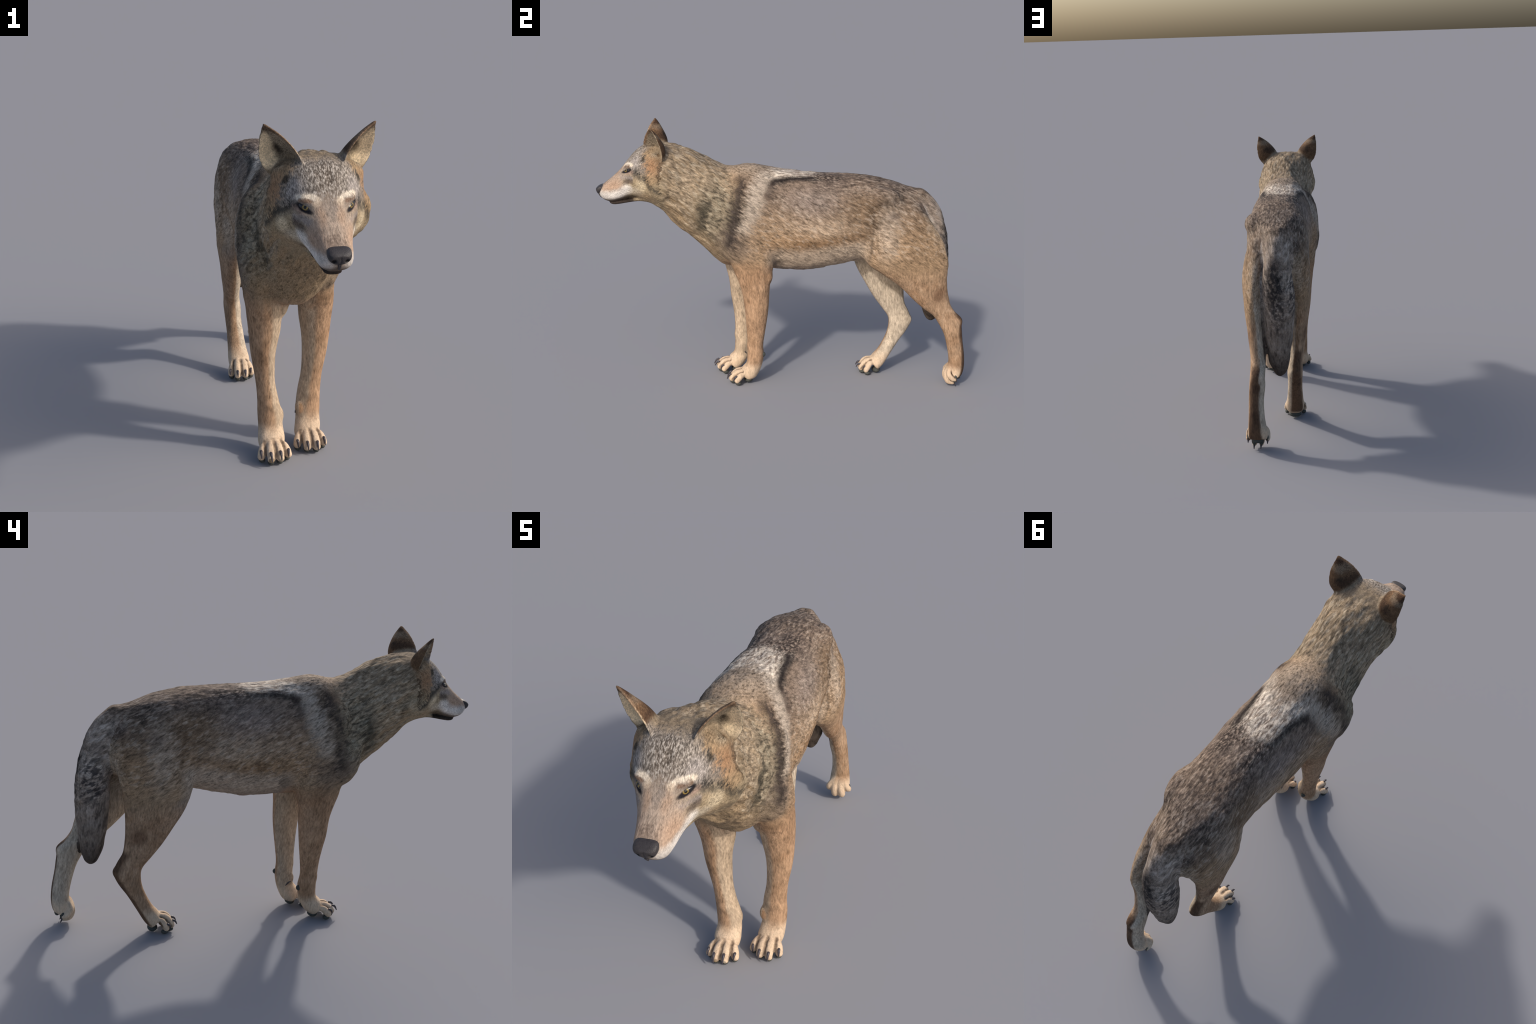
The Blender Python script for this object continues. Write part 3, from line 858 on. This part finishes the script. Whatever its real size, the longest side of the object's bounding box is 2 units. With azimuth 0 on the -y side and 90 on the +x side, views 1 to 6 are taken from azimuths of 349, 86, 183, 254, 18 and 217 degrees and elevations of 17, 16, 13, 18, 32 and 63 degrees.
# shallow hair clumps in the ruff and along the back
LAT = rng.uniform(-1, 1, 4096)
def vnoise(Q):
    """smooth lattice noise, vectorised"""
    I = np.floor(Q).astype(np.int64); T = Q - I; T = T * T * (3 - 2 * T)
    out = 0
    for dx in (0, 1):
        for dy in (0, 1):
            for dz in (0, 1):
                h = ((I[:, 0] + dx) * 73856093 ^ (I[:, 1] + dy) * 19349663 ^ (I[:, 2] + dz) * 83492791) % 4096
                out = out + LAT[h] * np.where(dx, T[:, 0], 1 - T[:, 0]) * np.where(dy, T[:, 1], 1 - T[:, 1]) * np.where(dz, T[:, 2], 1 - T[:, 2])
    return out
def clump_noise(p, s, e):
    """lumps drawn out along the lie of the hair"""
    return vnoise(np.stack([p[:, 0] * s, (p[:, 1] * .75 - p[:, 2] * .65) * s * .35, (p[:, 1] * .65 + p[:, 2] * .75) * s + e], 1))
yy, zz = co[:, 1], co[:, 2]
ruff = sstep(-.28, -.40, yy) * sstep(-.74, -.64, yy) * sstep(.74, .88, zz) * sstep(.02, .05, dear)
allb = sstep(.58, .66, zz) * sstep(-.82, -.72, yy) * sstep(.02, .05, dear)
co = co + NRM * (ruff * (.0075 * clump_noise(co, 30, 0) + .0034 * clump_noise(co, 80, 5)))[:, None]
co = co + NRM * (allb * (.0026 * clump_noise(co, 34, 3) + .0016 * clump_noise(co, 85, 7)))[:, None]
tailw = (sstep(.70, .80, yy) * sstep(.30, .36, zz) * (np.abs(co[:, 0] + .006) < .095) * (yy > .70))
co = co + NRM * (tailw * (.0030 * clump_noise(co[:, [0, 2, 1]], 45, 9)))[:, None]
co += .3 * (lap(co) - co)
NRM = normals()

# ------------------------------------------------------------------ split the one surface into named parts
x, y, z = co.T
pol = np.array([p.vertices[:] for p in body.polygons])
ctr = co[pol].mean(1); nr = NRM[pol].mean(1); de = dear[pol].mean(1)
cx, cy, cz = ctr.T
side = np.where(cx >= 0, 'R', 'L')
lab = np.full(len(pol), 'torso', dtype=object)
lab[(cy + .42 * (cz - 1.0) < -.37) & (cz > .70)] = 'neck'
lab[cy + .25 * (cz - 1.1) < -.615] = 'head'
lab[(lab == 'head') & (cy < -.79) & (cz < .9735 + .21 * (cy + .94))] = 'lower_jaw'
earm = (de < .016) & (cz > 1.245)
lab[earm & (cx > 0)] = 'ear_R'; lab[earm & (cx < 0)] = 'ear_L'
tl = (cy - .69 > (1.03 - cz) * .12) & (cz > .32) & (np.abs(cx + .005) < .0865) & (cy < .91) & (cy > .69 + 0 * cz)
inner_r = ((cx + .006) / .086) ** 2 + ((cy - np.interp(cz, [.33, .42, .55, .7, .85, .95, 1.05], [.822, .815, .813, .808, .795, .765, .73])) / .088) ** 2
lab[(inner_r < 1.06) & (cz > .32) & (cy > .685)] = 'tail'
fore = (cy < .05) & (cz < .70 - .0 * cy)
lab[fore & (cx > 0.0) & (lab == 'torso') & ((cz < .62) | (np.abs(cx) > .07))] = 'fore_R'
lab[fore & (cx < 0.0) & (lab == 'torso') & ((cz < .62) | (np.abs(cx) > .07))] = 'fore_L'
hind = (cy > .3) & (lab == 'torso') & ((cz < .64) | ((cz < .93) & (np.abs(cx) > .085) & (cy > .415 + .2 * (.75 - cz))))
lab[hind & (cx > 0)] = 'hind_R'; lab[hind & (cx < 0)] = 'hind_L'
for a, cut in (('fore_R', .105), ('fore_L', .105), ('hind_L', .110), ('hind_R', .105)):
    lab[(lab == a) & (cz < cut)] = 'paw_' + a

def empty(name):
    o = bpy.data.objects.new(name, None); SC.collection.objects.link(o); return o
wolf = empty('wolf')
wolf['label'] = 'grey-brown wolf walking with head lowered, ears pricked'
wolf['category'] = 'wolf'

def make_part(key, name, mat, parent):
    sel = np.where(lab == key)[0]
    used = np.unique(pol[sel]); rem = np.full(nv, -1); rem[used] = np.arange(len(used))
    me = bpy.data.meshes.new(name)
    me.from_pydata(co[used].tolist(), [], rem[pol[sel]].tolist()); me.update()
    me.polygons.foreach_set('use_smooth', [True] * len(me.polygons))
    me.normals_split_custom_set_from_vertices(NRM[used].tolist())
    me.materials.append(mat)
    o = bpy.data.objects.new(name, me); SC.collection.objects.link(o); o.parent = parent
    return o

def nearest(p):
    i = int(np.argmin(((co - np.array(p)) ** 2).sum(1)))
    return co[i].copy(), NRM[i].copy()

torso = make_part('torso', 'torso', MAT_BODY, wolf)
neck = make_part('neck', 'neck', MAT_HEAD, wolf)
head = make_part('head', 'head', MAT_HEAD, wolf)
jaw = make_part('lower_jaw', 'lower_jaw', MAT_HEAD, head)
ear_r = make_part('ear_R', 'ear', MAT_HEAD, head)
ear_l = make_part('ear_L', 'ear', MAT_HEAD, head)
tail = make_part('tail', 'tail', MAT_TAIL, wolf)
limbs = {}
for key, nm in (('fore_R', 'forelimb'), ('fore_L', 'forelimb'), ('hind_R', 'hindlimb'), ('hind_L', 'hindlimb')):
    limbs[key] = make_part(key, nm, MAT_BODY, wolf)
    make_part('paw_' + key, 'paw', MAT_PAW, limbs[key])

# ------------------------------------------------------------------ claws and pads
def simple(name, VF, mat, parent):
    o = mesh_obj(name, *VF); o.data.materials.append(mat); o.parent = parent; return o
def claw(base, tip, r, parent, droop=.006):
    a, b = np.array(base), np.array(tip)
    d = (b - a); L = np.linalg.norm(d); d /= L
    a0 = a - d * .006 - np.array([0, 0, .004])
    m = a * .45 + b * .55 + np.array([0, 0, droop]) + d * .001
    simple('claw', tube([(*a0, r), (*(a * .85 + b * .15 + [0, 0, droop * .5]), r * 1.05), (*m, r * .85), (*(b * .9 + m * .1), r * .42), (*b, r * .2)], n=12), MAT_CLAW, parent)

CLAWS = {
 'fore_R': [((.034, -.247, .047), (.035, -.259, .024)), ((.068, -.274, .051), (.068, -.294, .027)),
            ((.107, -.280, .051), (.106, -.297, .024)), ((.141, -.249, .050), (.143, -.263, .026))],
 'fore_L': [((-.127, -.317, .054), (-.128, -.332, .032)), ((-.094, -.346, .058), (-.093, -.366, .031)),
            ((-.055, -.342, .058), (-.055, -.363, .034)), ((-.019, -.317, .050), (-.021, -.331, .029))],
 'hind_L': [((-.117, .480, .050), (-.121, .467, .032)), ((-.088, .450, .054), (-.090, .432, .034)),
            ((-.052, .450, .054), (-.054, .430, .034)), ((-.022, .477, .050), (-.024, .463, .032))],
 'hind_R': [((.155, .946, .050), (.157, .954, .036)), ((.127, .941, .020), (.128, .956, .003)),
            ((.092, .941, .020), (.094, .956, .003)), ((.058, .944, .046), (.060, .954, .029))]}
for k, cl in CLAWS.items():
    for b, t in cl: claw(b, t, .0054, limbs[k])
claw((.046, -.162, .140), (.047, -.142, .118), .004, limbs['fore_R'], .0)
claw((-.026, -.208, .140), (-.024, -.190, .122), .004, limbs['fore_L'], .0)

def padlump(c, r, parent, rot=(0, 0, 0)):
    simple('paw_pad', ellipsoid(c, r, rot, 20, 12), MAT_PAD, parent)
for k, toes, meta in (
    ('fore_R', [(.036, -.234), (.069, -.257), (.105, -.263), (.136, -.236)], (.086, -.180)),
    ('fore_L', [(-.122, -.302), (-.091, -.328), (-.056, -.325), (-.024, -.302)], (-.072, -.246)),
    ('hind_L', [(-.110, .494), (-.086, .466), (-.050, .466), (-.022, .490)], (-.066, .545))):
    for a, b in toes: padlump((a, b, .0118), (.0130, .0170, .0110), limbs[k])
    padlump((*meta, .019), (.033, .024, .0165), limbs[k])
padlump((.112, -.106, .172), (.012, .013, .014), limbs['fore_R'])
padlump((-.080, -.166, .163), (.012, .013, .014), limbs['fore_L'])
for a, b, c_, r in ((.126, .945, .045, (.0135, .012, .024)), (.091, .945, .045, (.0135, .012, .024)),
                    (.153, .946, .064, (.008, .008, .014)), (.061, .946, .060, (.008, .008, .014))):
    padlump((a, b, c_), r, limbs['hind_R'], (.25, 0, 0))
padlump((.107, .968, .058), (.030, .014, .018), limbs['hind_R'], (.4, 0, 0))

# ------------------------------------------------------------------ nose
NOSE = [(-.0150, -.948, 1.060, -.955, 1.014, .028, .5, 2.4, 2.4),
        (-.0150, -.962, 1.0635, -.966, 1.012, .0380, .62, 3.4, 2.3),
        (-.0155, -.978, 1.0585, -.980, 1.009, .0390, .64, 3.6, 2.2),
        (-.0155, -.990, 1.0505, -.988, 1.011, .0360, .64, 3.2, 2.2),
        (-.0160, -.9985, 1.042, -.9935, 1.017, .027, .58, 2.6, 2.2)]
nm = union_remesh([loft(NOSE, n=40, cap=.18), tube([(-.0155, -.982, 1.006, .006), (-.015, -.972, .990, .004)], n=12)], .0016)
nco = np.empty(len(nm.vertices) * 3); nm.vertices.foreach_get('co', nco); nco = nco.reshape(-1, 3)
for it in range(2):
    pass
for sx in (1, -1):
    d = np.linalg.norm((nco - np.array([-.0155 + sx * .0215, -.995, 1.0225])) / np.array([.0105, .014, .0085]), axis=1)
    k = np.where(d < 1, (1 - d * d) ** 2, 0)[:, None]
    nco = nco + k * np.array([-sx * .004, .011, .002])
d = np.abs(nco[:, 0] + .0155) / .003
nco[:, 1] += np.where((d < 1) & (nco[:, 2] < 1.035) & (nco[:, 1] < -.97), (1 - d * d) * .0022, 0)
nco = (nco - [-.0155, -.962, 1.040]) * [.95, .97, .93] + [-.0152, -.9625, 1.0415]
nm.vertices.foreach_set('co', nco.ravel()); nm.update()
nm.polygons.foreach_set('use_smooth', [True] * len(nm.polygons))
nm.name = 'nose'; nm.materials.append(MAT_NOSE)
nose = bpy.data.objects.new('nose', nm); SC.collection.objects.link(nose); nose.parent = head
sm = nose.modifiers.new('smooth', 'SMOOTH'); sm.factor = .5; sm.iterations = 5

# ------------------------------------------------------------------ eyes
from mathutils import Matrix
eyeVF = ellipsoid((0, 0, 0), (.0255, .0085, .0098), nu=40, nv=24)
for a, b in (((.036, -.851, 1.141), (.083, -.820, 1.161)), ((-.062, -.853, 1.141), (-.106, -.817, 1.160))):
    a, b = Vector(a), Vector(b)
    m = (a + b) / 2
    p, n = nearest(m)
    n = Vector(n)
    s = 1 if m.x > 0 else -1
    n = (n * .4 + Vector((s * .50, -.82, .22)) * .6).normalized()
    ax = (b - a) * s; ax = (ax - n * ax.dot(n)).normalized()
    up = ax.cross(n) * -1 if ax.cross(n).z < 0 else ax.cross(n)
    R = Matrix((ax, -n, up)).transposed().to_4x4()
    e = mesh_obj('eye', *eyeVF); e.data.materials.append(MAT_EYE)
    e.matrix_world = Matrix.Translation(Vector(p) - n * .0046) @ R
    e.parent = head
bpy.data.meshes.remove(body)
bpy.context.view_layer.update()
